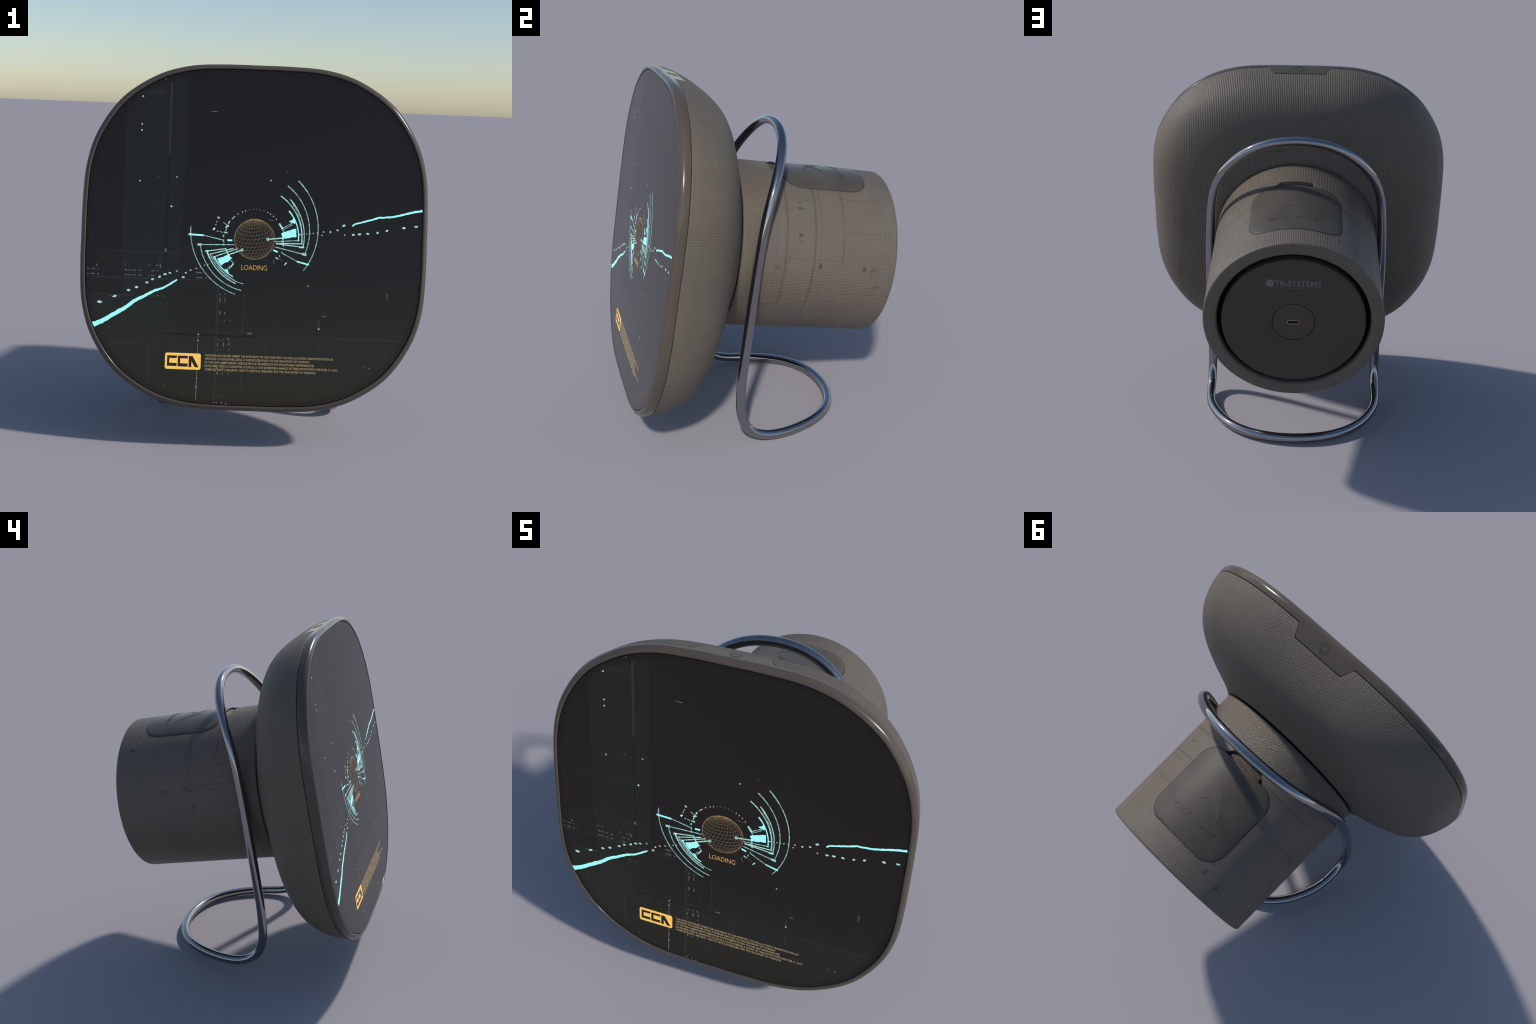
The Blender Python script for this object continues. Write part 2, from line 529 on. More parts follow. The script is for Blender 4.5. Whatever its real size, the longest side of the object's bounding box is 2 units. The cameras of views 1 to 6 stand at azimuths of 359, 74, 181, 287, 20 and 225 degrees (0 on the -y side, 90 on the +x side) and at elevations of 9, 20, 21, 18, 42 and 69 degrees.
def ribbon(points, widths, z0, z1, closed=False):
    """flat raised strip following a polyline in the XY plane"""
    n = len(points)
    if isinstance(widths, (int, float)):
        widths = [widths] * n
    L, R = [], []
    for i, (x, y) in enumerate(points):
        a = points[(i - 1) % n] if (i > 0 or closed) else points[i]
        b = points[(i + 1) % n] if (i < n - 1 or closed) else points[i]
        dx, dy = b[0] - a[0], b[1] - a[1]
        l = hypot(dx, dy) or 1
        nx, ny = -dy / l * widths[i] / 2, dx / l * widths[i] / 2
        L.append((x + nx, y + ny))
        R.append((x - nx, y - ny))
    verts, faces = [], []
    for i in range(n):
        verts += [(*L[i], z0), (*R[i], z0), (*R[i], z1), (*L[i], z1)]
    for i in range(n if closed else n - 1):
        a, b = 4 * i, 4 * ((i + 1) % n)
        for k in range(4):
            faces.append((a + k, a + (k + 1) % 4, b + (k + 1) % 4, b + k))
    if not closed:
        faces += [(3, 2, 1, 0), (4 * n - 4, 4 * n - 3, 4 * n - 2, 4 * n - 1)]
    return verts, faces


def prism(outline, z0, z1):
    n = len(outline)
    verts = [(x, y, z0) for x, y in outline] + [(x, y, z1) for x, y in outline]
    faces = [tuple(range(n))[::-1], tuple(range(n, 2 * n))] + [(i, (i + 1) % n, n + (i + 1) % n, n + i) for i in range(n)]
    return verts, faces


def merge(parts):
    verts, faces = [], []
    for v, f in parts:
        o = len(verts)
        verts += v
        faces += [tuple(i + o for i in q) for q in f]
    return verts, faces


def power_mark():
    def arc(r):
        return [(r * sin(a), r * cos(a)) for a in [radians(212 + 296 * k / 40) for k in range(41)]]
    parts = [ribbon(arc(0.0290), 0.0026, -0.002, 0.0008), ribbon(arc(0.0195), 0.0030, -0.002, 0.0008),
             ribbon([(-0.0045, -0.034), (-0.0045, -0.012)], 0.0028, -0.002, 0.0008), ribbon([(0.0045, -0.034), (0.0045, -0.012)], 0.0028, -0.002, 0.0008),
             ribbon([(-0.0045, -0.012), (0.0045, -0.012)], 0.0028, -0.002, 0.0007)]
    verts, faces = merge(parts)
    # lay the flat mark on the curved top of the tab: x across, y toward the screen
    out = []
    for x, y, z in verts:
        w = POWER_W - y
        t = pi / 2 - math.atan(x / 0.9)
        r = head_radius(t, w) + z
        out.append((r * cos(t), r * sin(t), -w))
    add("power_mark", mesh_from("power_mark", out, faces, False), plain("bezel_relief", (0.034, 0.029, 0.024), 0.4), ROOT, HEAD)


power_mark()

# ------------------------------------------------------------------ barrel
R0 = 0.472
W_FRONT, W_BACK = 0.4590, 1.3520
NOTCH = (0.684, 0.720)      # finger notch in front of the label


def label_sdf(p, w, half_p=0.2475, half_w=0.2425, rad=0.105):
    """signed distance to the label's rounded-square outline; p = arc length from the top, w = depth"""
    x, y = abs(p) - half_p + rad, abs(w - 0.960) - half_w + rad
    return hypot(max(x, 0), max(y, 0)) + min(max(x, y), 0) - rad


def barrel_dip(phi, w):
    """how far the cloth surface sinks below the cylinder"""
    p = phi * R0
    d = 0.0
    half = 0.094 + 0.040 * ease((w - 0.670) / 0.050)
    side = half - abs(p)
    front = w - 0.6695
    inside = min(side, front, 0.740 - w)
    d = max(d, 0.032 * ease((inside + 0.001) / 0.005))
    s = label_sdf(p, w)
    d = max(d, 0.006 * (1 - ease((s + 0.012) / 0.008)))
    return d


def graded():
    phis = []
    a = -180.0
    while a < 180 - 1e-6:
        phis.append(a)
        a += 0.4 if abs(a + 0.2) < 34 else 1.4
    ws = [W_FRONT + 0.012 * k for k in range(0, 18)] + [0.668, 0.674]
    w = 0.678
    while w < 0.76:
        ws.append(w)
        w += 0.002
    while w < 1.215:
        ws.append(w)
        w += 0.004
    while w < W_BACK - 0.016:
        ws.append(w)
        w += 0.014
    return [radians(p) for p in phis], sorted(ws)


def barrel_part():
    phis, ws = graded()
    rings = []
    for r, w in ((0.440, W_FRONT + 0.004), (0.466, W_FRONT), (0.4705, W_FRONT + 0.002)):
        rings.append([(r * sin(p), r * cos(p), -w) for p in phis])
    for w in ws[1:]:
        rings.append([((R0 - barrel_dip(p, w)) * sin(p), (R0 - barrel_dip(p, w)) * cos(p), -w) for p in phis])
    b = 0.0115
    for k in range(0, 7):                              # rounded rear edge
        a = pi / 2 * k / 6
        rings.append([((R0 - b + b * cos(a)) * sin(p), (R0 - b + b * cos(a)) * cos(p), -(W_BACK - b + b * sin(a))) for p in phis])
    rings.append([(0.440 * sin(p), 0.440 * cos(p), -W_BACK) for p in phis])
    for k in range(0, 9):                              # soft lip rolling into the groove
        a = pi / 2 * k / 8
        r, w = 0.425 - 0.025 * sin(a), W_BACK - 0.022 + 0.022 * cos(a)
        rings.append([(r * sin(p), r * cos(p), -w) for p in phis])
    for r, w in ((0.399, 1.31), (0.399, 1.27), (0.36, 1.265)):
        rings.append([(r * sin(p), r * cos(p), -w) for p in phis])
    me = mesh_from("barrel", *loft(rings))
    sharpen(me, radians(60))
    return add("barrel", me, M_BARREL, ROOT, BARREL)


BARREL_OBJ = barrel_part()

# dark floor of the groove, then the end cap with its port disc
v, f = lathe([(0.3985, 1.312), (0.3985, 1.285), (0.370, 1.284)])
add("groove_liner", mesh_from("groove_liner", v, f), M_DARK, BARREL_OBJ)


def disc(profile, seg=192):
    v, f = lathe(profile, seg)
    f.append(tuple(range((len(profile) - 1) * seg, len(profile) * seg)))
    return v, f


me = mesh_from("end_cap", *disc([(0.3745, 1.28), (0.3745, 1.3440), (0.3738, 1.3462), (0.3720, 1.3478), (0.3700, 1.3482),
                                 (0.1132, 1.3482), (0.1124, 1.3478), (0.1120, 1.3425), (0.100, 1.3424)]))
sharpen(me, radians(35))
CAP = add("end_cap", me, M_CAP, ROOT, BARREL)
me = mesh_from("port_disc", *disc([(0.1090, 1.338), (0.1090, 1.3470), (0.1082, 1.3481), (0.106, 1.3482), (0.095, 1.3476), (0.07, 1.3470), (0.03, 1.3468)]))
sharpen(me, radians(50))
PORT = add("port_disc", me, M_PORT, CAP)
me = mesh_from("disc_gap", *lathe([(0.1124, 1.34300), (0.1085, 1.34300)]))
add("disc_gap", me, M_DARK, CAP)


def stadium(hw, hh, n=14):
    c = hw - hh
    pts = [(c + hh * cos(a), hh * sin(a)) for a in [-pi / 2 + pi * k / n for k in range(n + 1)]]
    pts += [(-c + hh * cos(a), hh * sin(a)) for a in [pi / 2 + pi * k / n for k in range(n + 1)]]
    return pts


outer, inner = stadium(0.0345, 0.0125), stadium(0.0305, 0.0085)
rings = [[(x, y, -1.345) for x, y in outer], [(x, y, -1.3496) for x, y in outer], [(x, y, -1.3496) for x, y in inner], [(x, y, -1.3474) for x, y in inner]]
add("port_rim", mesh_from("port_rim", *loft(rings), smooth=False), M_BRASS, CAP)
add("port_slot", mesh_from("port_slot", *prism(inner, -1.3440, -1.3478), smooth=False), M_DARK, CAP)


# ------------------------------------------------------------------ lettering
def text_mesh(body, height, width=None, thick=0.001, bold=0.0, align='LEFT', spacing=1.0):
    """built-in font, cap height and overall width in metres, returns verts, faces with the baseline at y = 0"""
    cu = bpy.data.curves.new("lettering", 'FONT')
    cu.body = body
    cu.size = 1.0
    cu.resolution_u = 3
    cu.offset = bold
    cu.space_character = spacing
    cu.extrude = 0.5
    o = bpy.data.objects.new("lettering", cu)
    bpy.context.scene.collection.objects.link(o)
    bpy.context.view_layer.update()
    me = bpy.data.meshes.new_from_object(o.evaluated_get(bpy.context.evaluated_depsgraph_get()))
    verts = [v.co.copy() for v in me.vertices]
    faces = [tuple(p.vertices) for p in me.polygons]
    bpy.data.objects.remove(o)
    bpy.data.curves.remove(cu)
    bpy.data.meshes.remove(me)
    x0, x1 = min(v.x for v in verts), max(v.x for v in verts)
    sy = height / 0.70
    sx = (width / (x1 - x0)) if width else sy
    ox = x0 if align == 'LEFT' else (x0 + x1) / 2
    return [((v.x - ox) * sx, v.y * sy, v.z * thick) for v in verts], faces


# maker's mark on the end cap (the cap is seen from behind, so x runs the other way)
CAPZ = -1.3482


def on_cap(part):
    verts, faces = part
    return [(-x, y, CAPZ - 0.0004 - z) for x, y, z in verts], faces


parts = [text_mesh("TR-SYSTEMS", 0.035, 0.235, 0.0008, 0.012)]
parts[0] = ([(x - 0.099, y + 0.2185, z) for x, y, z in parts[0][0]], parts[0][1])
add("maker_lettering", mesh_from("maker_lettering", *on_cap(parts[0]), smooth=False), M_PRINT, CAP)
ball = [(0.0215 * cos(TAU * k / 40) - 0.1225, 0.0235 * sin(TAU * k / 40) + 0.236) for k in range(40)]
add("maker_roundel", mesh_from("maker_roundel", *on_cap(prism(ball, -0.0004, 0.0004)), smooth=False), M_PRINT, CAP)
ticks = []
x = -0.096
while x < 0.055:
    l = random.choice((0.005, 0.007, 0.009, 0.004))
    ticks.append(prism([(x, 0.2065), (x + l, 0.2065), (x + l, 0.2125), (x, 0.2125)], -0.0004, 0.0003))
    x += l + random.choice((0.002, 0.002, 0.004))
o = add("maker_fine_print", mesh_from("maker_fine_print", *on_cap(merge(ticks)), smooth=False), M_INK if False else plain("faint_grey_print", (0.10, 0.098, 0.10), 0.6), CAP)
o["kind"] = "stuff"


# ------------------------------------------------------------------ label on top of the barrel
def label_part():
    """pillowy rounded-square pad bent over the barrel"""
    hp, hw, rad = 0.2475, 0.2425, 0.105

    def outline(inset, n=14):
        a, b, r = hp - inset, hw - inset, rad - inset
        pts = []
        for cx, cy, s in ((a - r, b - r, 0), (-(a - r), b - r, 1), (-(a - r), -(b - r), 2), (a - r, -(b - r), 3)):
            for k in range(n + 1):
                t = pi / 2 * (s + k / n)
                pts.append((cx + r * cos(t), cy + r * sin(t)))
        # subdivide straight runs so the pad can bend
        out = []
        for i, p in enumerate(pts):
            q = pts[(i + 1) % len(pts)]
            m = 10 if hypot(q[0] - p[0], q[1] - p[1]) > 0.08 else 1
            out += [(p[0] + (q[0] - p[0]) * k / m, p[1] + (q[1] - p[1]) * k / m) for k in range(m)]
        return out

    rings = []
    for inset, h in ((0.0005, -0.004), (0.0, 0.0), (0.0008, 0.0010), (0.0028, 0.0021), (0.006, 0.0026), (0.010, 0.0031), (0.018, 0.0034)):
        rings.append([(p, w, h) for p, w in outline(inset)])
    last = rings[-1]
    for k in range(1, 13):
        s = 1 - k / 12.5
        rings.append([(p * s, w * s, 0.0034) for p, w, h in last])
    verts, faces = loft(rings, cap_end=True)
    verts = [((R0 + h) * sin(p / R0), (R0 + h) * cos(p / R0), -(w + 0.960)) for p, w, h in verts]
    return add("label_pad", mesh_from("label_pad", verts, faces), M_LABEL, ROOT, BARREL)


PAD = label_part()
PAD_R = R0 + 0.0034


def on_pad(part, phi0, w0, lift):
    """x runs from +X to -X over the top (as read from behind), y runs toward the screen"""
    verts, faces = part
    out = []
    for x, y, z in verts:
        a = radians(phi0) - x / PAD_R
        r = PAD_R + z * lift
        out.append((r * sin(a), r * cos(a), -(w0 - y)))
    return out, faces


part = text_mesh("BLACK HONEY", 0.030, 0.292, 1.0, 0.006)
add("label_lettering", mesh_from("label_lettering", *on_pad(part, 17.8, 1.094, 0.0026), smooth=False), M_LABEL, PAD)
# swallow in flight: outline as (degrees from the top, depth)
bird = [(10.6, 0.851), (6.2, 0.872), (3.2, 0.883), (0.6, 0.890), (-1.6, 0.893), (-3.2, 0.888), (-4.4, 0.893), (-5.2, 0.903), (-4.6, 0.909), (-5.0, 0.916),
        (-7.2, 0.934), (-9.6, 0.965), (-11.6, 0.995), (-12.9, 1.023), (-10.2, 1.000), (-7.0, 0.978), (-3.6, 0.962), (-0.4, 0.953), (2.2, 0.954),
        (4.4, 0.962), (6.2, 0.979), (6.6, 0.966), (9.5, 0.968), (6.6, 0.955), (4.0, 0.940), (2.6, 0.926), (2.4, 0.914), (3.6, 0.898), (6.4, 0.878)]
flat = [(-radians(p) * PAD_R, 1.0 - w) for p, w in bird]
bm = bmesh.new()
vs = [bm.verts.new((x, y, 0.5)) for x, y in flat]
face = bm.faces.new(vs)
bmesh.ops.triangulate(bm, faces=[face])
for _ in range(3):
    bmesh.ops.subdivide_edges(bm, edges=[e for e in bm.edges if e.calc_length() > 0.02], cuts=1)
bmesh.ops.triangulate(bm, faces=list(bm.faces))
ext = bmesh.ops.extrude_face_region(bm, geom=list(bm.faces))
bmesh.ops.translate(bm, verts=[g for g in ext["geom"] if isinstance(g, bmesh.types.BMVert)], vec=(0, 0, -1.0))
bm.verts.index_update()
part = ([tuple(v.co) for v in bm.verts], [tuple(v.index for v in q.verts) for q in bm.faces])
bm.free()
add("label_bird", mesh_from("label_bird", *on_pad(part, 0, 1.0, 0.0022), smooth=False), M_EMBOSS, PAD)

# ribbed hinge strip at the bottom of the finger notch
ribs = []
for k, (w, top, half_w) in enumerate(((0.6885, 0.4510, 0.0040), (0.6960, 0.4555, 0.0040), (0.7035, 0.4590, 0.0040), (0.7110, 0.4615, 0.0040), (0.7185, 0.4630, 0.0040))):
    arc = [radians(-12.6 + 25.2 * j / 40) for j in range(41)]
    sect = []
    for p in arc:
        wave = 0.0007 * sin(p * 23 + k * 1.9) + 0.0004 * sin(p * 51 + k)
        sect.append([(r * sin(p), r * cos(p), -(ww + wave)) for r, ww in ((0.438, w - half_w), (top - 0.002, w - half_w * 0.8), (top, w), (top - 0.001, w + half_w * 0.8), (0.438, w + half_w))])
    ribs.append(loft(sect, closed_ring=False))
o = add("hinge_rib", mesh_from("hinge_rib", *merge(ribs), smooth=False), M_RIB, BARREL_OBJ)
o["kind"] = "stuff"


# printed code letters on the shaded side of the barrel
def on_barrel(part, phi0, w0, turn):
    verts, faces = part
    out = []
    for x, y, z in verts:
        xx, yy = x * cos(turn) - y * sin(turn), x * sin(turn) + y * cos(turn)
        a = radians(phi0) + xx / R0
        r = R0 + z
        out.append((r * sin(a), r * cos(a), -(w0 + yy)))
    return out, faces


for phi0, w0, turn in ((-73.2, 1.015, radians(90)), (-85.5, 0.880, radians(180))):
    part = text_mesh("A2", 0.026, 0.050, 0.0012, 0.0)
    add("code_lettering", mesh_from("code_lettering", *on_barrel(part, phi0, w0, turn), smooth=False), M_INK, BARREL_OBJ)

# ------------------------------------------------------------------ stand: one closed loop of round bar
half = [world(*p) for p in ((0, 1.700, .6705), (.154, 1.679, .665), (.285, 1.615, .647), (.385, 1.515, .615), (.448, 1.411, .585),
                            (.480, 1.300, .562), (.494, 1.180, .552), (.505, 1.011, .547), (.511, .800, .547), (.511, .560, .5515), (.509, .350, .558))]
half += [Vector(p) for p in ((.508, -.1965, .274), (.508, -.1960, .196), (.509, -.172, .115), (.509, -.115, .061), (.508, -.040, .0365), (.497, .048, .0312),
                             (.474, .125, .0305), (.416, .242, .0305), (.323, .347, .0305), (.189, .420, .0305), (0, .450, .0305))]
loop = half + [Vector((-p.x, p.y, p.z)) for p in half[-2:0:-1]]


def catmull(points, per):
    n, out = len(points), []
    for i in range(n):
        a, b, c, d = points[i - 1], points[i], points[(i + 1) % n], points[(i + 2) % n]
        # centripetal parametrisation keeps unevenly spaced points from overshooting
        t1 = (b - a).length ** 0.5
        t2 = t1 + (c - b).length ** 0.5
        t3 = t2 + (d - c).length ** 0.5
        for k in range(per):
            t = t1 + (t2 - t1) * k / per
            A1 = a * ((t1 - t) / t1) + b * (t / t1)
            A2 = b * ((t2 - t) / (t2 - t1)) + c * ((t - t1) / (t2 - t1))
            A3 = c * ((t3 - t) / (t3 - t2)) + d * ((t - t2) / (t3 - t2))
            B1 = A1 * ((t2 - t) / t2) + A2 * (t / t2)
            B2 = A2 * ((t3 - t) / (t3 - t1)) + A3 * ((t - t1) / (t3 - t1))
            out.append(B1 * ((t2 - t) / (t2 - t1)) + B2 * ((t - t1) / (t2 - t1)))
    return out


def smooth_loop(pts, times):
    for _ in range(times):
        pts = [(pts[i - 1] + pts[i] * 2 + pts[(i + 1) % len(pts)]) / 4 for i in range(len(pts))]
    return pts


path = smooth_loop(catmull(loop, 16), 40)
RB = 0.0268
rings, nrm = [], None
n = len(path)
for i, p in enumerate(path):
    t = (path[(i + 1) % n] - path[i - 1]).normalized()
    if nrm is None:
        nrm = Vector((0, 0, 1)) - t * t.z
    nrm = (nrm - t * nrm.dot(t)).normalized()
    b = t.cross(nrm)
    rings.append([p + (nrm * cos(TAU * k / 32) + b * sin(TAU * k / 32)) * RB for k in range(32)])
# close the loop: find the twist left over after one turn
t = (path[1] - path[-1]).normalized()
end = (nrm - t * nrm.dot(t)).normalized()
first = (rings[0][0] - path[0]).normalized()
shift = round(math.atan2(first.cross(end).dot(t), first.dot(end)) / TAU * 32)
verts, faces = loft(rings)
m = len(rings)
faces += [((m - 1) * 32 + k, (m - 1) * 32 + (k + 1) % 32, (k + 1 + shift) % 32, (k + shift) % 32) for k in range(32)]
add("wire_stand", mesh_from("wire_stand", verts, faces), M_STEEL, ROOT)

# ------------------------------------------------------------------ what the display shows
ZB, ZT = -0.0004, 0.0007
_meshes = {}


def mark(name, part, mat):
    return add(name, mesh_from(name, *part, smooth=False), mat, SCREEN)


def arc3(a, b, c, n=48):
    ax, ay, bx, by, cx, cy = *a, *b, *c
    d = 2 * (ax * (by - cy) + bx * (cy - ay) + cx * (ay - by))
    ux = ((ax * ax + ay * ay) * (by - cy) + (bx * bx + by * by) * (cy - ay) + (cx * cx + cy * cy) * (ay - by)) / d
    uy = ((ax * ax + ay * ay) * (cx - bx) + (bx * bx + by * by) * (ax - cx) + (cx * cx + cy * cy) * (bx - ax)) / d
    r = hypot(ax - ux, ay - uy)
    t0, t1, t2 = [atan2(y - uy, x - ux) for x, y in (a, b, c)]

    def near(t, ref):
        while t - ref > pi:
            t -= TAU
        while t - ref < -pi:
            t += TAU
        return t
    t1 = near(t1, t0)
    t2 = near(t2, t1)
    return [(ux + r * cos(t0 + (t2 - t0) * k / n), uy + r * sin(t0 + (t2 - t0) * k / n)) for k in range(n + 1)]


# sweeping arcs, right fan then left fan
for a, b, c, wd, m in (((.218, .306), (.328, .091), (.260, -.163), .0050, M_PALE), ((.164, .277), (.282, .084), (.264, -.079), .0050, M_PALE),
                       ((.130, .223), (.235, .083), (.245, -.024), .0050, M_MINT), ((.179, .207), (.252, .074), (.255, -.040), .0050, M_MINT),
                       ((.175, .146), (.219, .073), (.229, -.011), .0062, M_CYAN), ((.190, .190), (.240, .078), (.249, -.03), .0030, M_PALE),
                       ((-.333, .048), (-.273, -.162), (-.091, -.298), .0048, M_PALE), ((-.280, -.051), (-.199, -.203), (-.059, -.277), .0048, M_PALE),
                       ((-.243, -.084), (-.182, -.180), (-.090, -.242), .0062, M_MINT), ((-.227, -.095), (-.172, -.177), (-.050, -.242), .0042, M_PALE),
                       ((-.205, -.108), (-.168, -.160), (-.105, -.207), .0060, M_CYAN), ((-.216, -.100), (-.172, -.168), (-.096, -.224), .0034, M_PALE)):
    pts = arc3(a, b, c)
    mark("arc_line", ribbon(pts, [wd * (1.15 if i < 8 else 0.86) for i in range(len(pts))], ZB, ZT), m)

# spokes of the two fans
for pts, wd, m in ((((.070, -.006), (.147, .004)), .0065, M_MINT), (((.108, -.016), (.236, -.006)), .0045, M_PALE), (((.113, -.025), (.250, -.023)), .0055, M_MINT),
                   (((.113, -.027), (.258, -.041)), .0050, M_MINT), (((.107, -.044), (.149, -.053), (.272, -.080)), .0048, M_PALE),
                   (((.145, -.074), (.226, -.116), (.250, -.122)), .0042, M_PALE), (((.226, -.116), (.288, -.131)), .0080, M_CYAN), (((.252, -.075), (.274, -.080)), .0120, M_MINT),
                   (((.236, -.041), (.260, -.041)), .0085, M_CYAN), (((-.344, .006), (-.265, .003)), .0090, M_CYAN), (((-.265, .003), (-.225, -.005), (-.164, -.018)), .0045, M_PALE),
                   (((-.293, -.046), (-.230, -.044), (-.105, -.040)), .0048, M_PALE), (((-.295, -.046), (-.272, -.045)), .0110, M_MINT), (((-.253, -.080), (-.149, -.062)), .0052, M_MINT),
                   (((-.253, -.080), (-.236, -.077)), .0090, M_CYAN), (((-.231, -.095), (-.107, -.059)), .0052, M_MINT), (((-.210, -.108), (-.088, -.061)), .0050, M_MINT),
                   (((-.129, -.093), (-.062, -.065)), .0065, M_MINT), (((.147, .056), (.192, .083)), .0040, M_PALE), (((.150, .047), (.196, .076)), .0030, M_PALE),
                   (((.126, .079), (.146, .050)), .0100, M_MINT), (((.146, .050), (.152, .030)), .0050, M_PALE), (((.148, .004), (.152, -.040)), .0060, M_MINT),
                   (((-.149, -.060), (-.134, -.092)), .0060, M_MINT), (((-.118, -.122), (-.104, -.140)), .0050, M_PALE), (((-.104, -.137), (-.122, -.162)), .0065, M_MINT),
                   (((-.122, -.150), (-.136, -.170)), .0040, M_PALE), (((-.116, -.150), (-.128, -.172)), .0035, M_PALE)):
    mark("spoke_line", ribbon(list(pts), wd, ZB + .0001, ZT + .00015), m)


def ragged(poly, amount, step=0.006):
    out = []
    for i, p in enumerate(poly):
        q = poly[(i + 1) % len(poly)]
        m = max(1, int(hypot(q[0] - p[0], q[1] - p[1]) / step))
        for k in range(m):
            out.append((p[0] + (q[0] - p[0]) * k / m + random.uniform(-amount, amount), p[1] + (q[1] - p[1]) * k / m + random.uniform(-amount, amount)))
    return out


for poly in ([(.138, .026), (.150, .034), (.206, .053), (.216, .056), (.216, .040), (.219, .012), (.200, .010), (.170, .004), (.147, .001)],
             [(-.191, -.116), (-.150, -.101), (-.131, -.090), (-.124, -.103), (-.112, -.109), (-.130, -.128), (-.152, -.137), (-.166, -.151), (-.180, -.136)],
             [(.178, .092), (.192, .098), (.200, .112), (.208, .094), (.208, .080), (.192, .086)], [(-.150, -.168), (-.138, -.172), (-.124, -.190), (-.136, -.186)]):
    mark("bright_block", prism(ragged(poly, 0.0017), ZB, ZT + .0003), M_CYAN)


def blob(x, y, rx, ry, n=10, turn=0.0, rough=0.12):
    pts = []
    for k in range(n):
        a = TAU * k / n
        s = 1 + random.uniform(-rough, rough)
        px, py = rx * cos(a) * s, ry * sin(a) * s
        pts.append((x + px * cos(turn) - py * sin(turn), y + px * sin(turn) + py * cos(turn)))
    return prism(pts, ZB, ZT)


for x, y in ((.070, -.006), (-.062, -.066)):
    mark("node_dot", blob(x, y, .0085, .0080), M_MINT)

# ring of ticks above the globe
for x, y in ((-.067, .132), (-.051, .138), (-.031, .145), (-.012, .149), (.007, .149), (.025, .146), (.045, .142), (.064, .135), (.079, .126), (.095, .115), (.111, .101)):
    mark("ring_tick", blob(x, y, .0032, .0036), M_WHITE if y < 0.14 else M_DIM)
for pts, wd, m in ((((-.121, .093), (-.106, .108)), .0060, M_WHITE), (((-.092, .119), (-.088, .123)), .0070, M_WHITE), (((-.139, .069), (-.131, .083)), .0060, M_MINT),
                   (((-.152, .048), (-.136, .060)), .0100, M_MINT), (((-.148, .045), (-.152, .030)), .0045, M_PALE), (((-.160, .022), (-.142, .022)), .0080, M_MINT),
                   (((-.162, .010), (-.162, -.002)), .0070, M_PALE), (((-.161, -.014), (-.160, -.028)), .0060, M_PALE), (((-.159, -.036), (-.159, -.046)), .0060, M_WHITE),
                   (((-.141, -.018), (-.115, -.018)), .0090, M_CYAN), (((.100, -.061), (.124, -.070)), .0085, M_CYAN), (((.160, -.137), (.172, -.123)), .0060, M_MINT),
                   (((.113, -.099), (.128, -.107)), .0065, M_MINT), (((.103, -.112), (.104, -.128)), .0040, M_DIM), (((.132, -.086), (.136, -.096)), .0055, M_PALE),
                   (((.143, -.068), (.147, -.076)), .0050, M_PALE), (((-.196, .101), (-.186, .094)), .0110, M_WHITE), (((-.217, .033), (-.208, .044)), .0090, M_MINT),
                   (((-.205, .058), (-.202, .064)), .0060, M_WHITE), (((-.200, .072), (-.198, .080)), .0040, M_PALE), (((-.196, .029), (-.190, .026)), .0060, M_MINT),
                   (((-.166, .075), (-.144, .060)), .0040, M_WHITE), (((.071, .097), (.112, .091)), .0022, M_DIM), (((.111, -.135), (.109, -.128)), .0040, M_DIM),
                   (((.132, -.106), (.156, -.120)), .0022, M_DIM), (((-.183, .026), (-.166, .022)), .0030, M_PALE)):
    mark("dash", ribbon(list(pts), wd, ZB, ZT), m)

# dotted trails and the two heavy traces
trail = [(.237, .025, 3.6), (.256, .028, 3.4), (.272, .030, 3), (.288, .032, 3.6), (.306, .034, 3.2), (.328, .038, 3.6), (.359, .043, 4.2), (.395, .044, 4.6), (.432, .055, 5),
         (.464, .080, 6), (.352, .026, 3), (.470, .031, 4), (.515, .034, 5.5), (.547, .038, 6.0), (.590, .042, 6), (.641, .049, 5.5), (.690, .061, 6), (.778, .079, 6.5), (.842, .088, 6.2),
         (-.792, -.362, 8), (-.716, -.330, 7.5), (-.645, -.296, 6.2), (-.604, -.279, 6), (-.551, -.253, 6.4), (-.523, -.235, 6), (-.487, -.221, 6.4), (-.458, -.207, 6), (-.434, -.199, 5.2),
         (-.398, -.188, 4.2), (-.351, -.195, 4.6), (-.363, -.219, 6), (-.327, -.181, 4), (-.297, -.171, 3.8), (-.275, -.162, 3.6), (-.255, -.153, 3.2), (-.238, -.147, 3), (-.218, -.136, 3.2)]
for x, y, s in trail:
    s *= 0.00112
    mark("trail_dot", blob(x, y, s * random.uniform(1.1, 1.5) if s > .0055 else s, s * random.uniform(.7, .85) if s > .0055 else s, turn=random.uniform(-.2, .5)),
         M_MINT if s > .005 else (M_WHITE if random.random() < .4 else M_MINT))


def trace(pts, w0, w1):
    fine, n = [], len(pts)
    for i in range(n - 1):
        m = 6
        fine += [(pts[i][0] + (pts[i + 1][0] - pts[i][0]) * k / m, pts[i][1] + (pts[i + 1][1] - pts[i][1]) * k / m) for k in range(m)]
    fine.append(pts[-1])
    fine = [(x, y + (random.uniform(-.0011, .0011) if 0 < i < len(fine) - 1 else 0)) for i, (x, y) in enumerate(fine)]
    wd = [(w0 + (w1 - w0) * i / len(fine)) * random.uniform(.88, 1.14) for i in range(len(fine))]
    return ribbon(fine, wd, ZB, ZT + .0001)


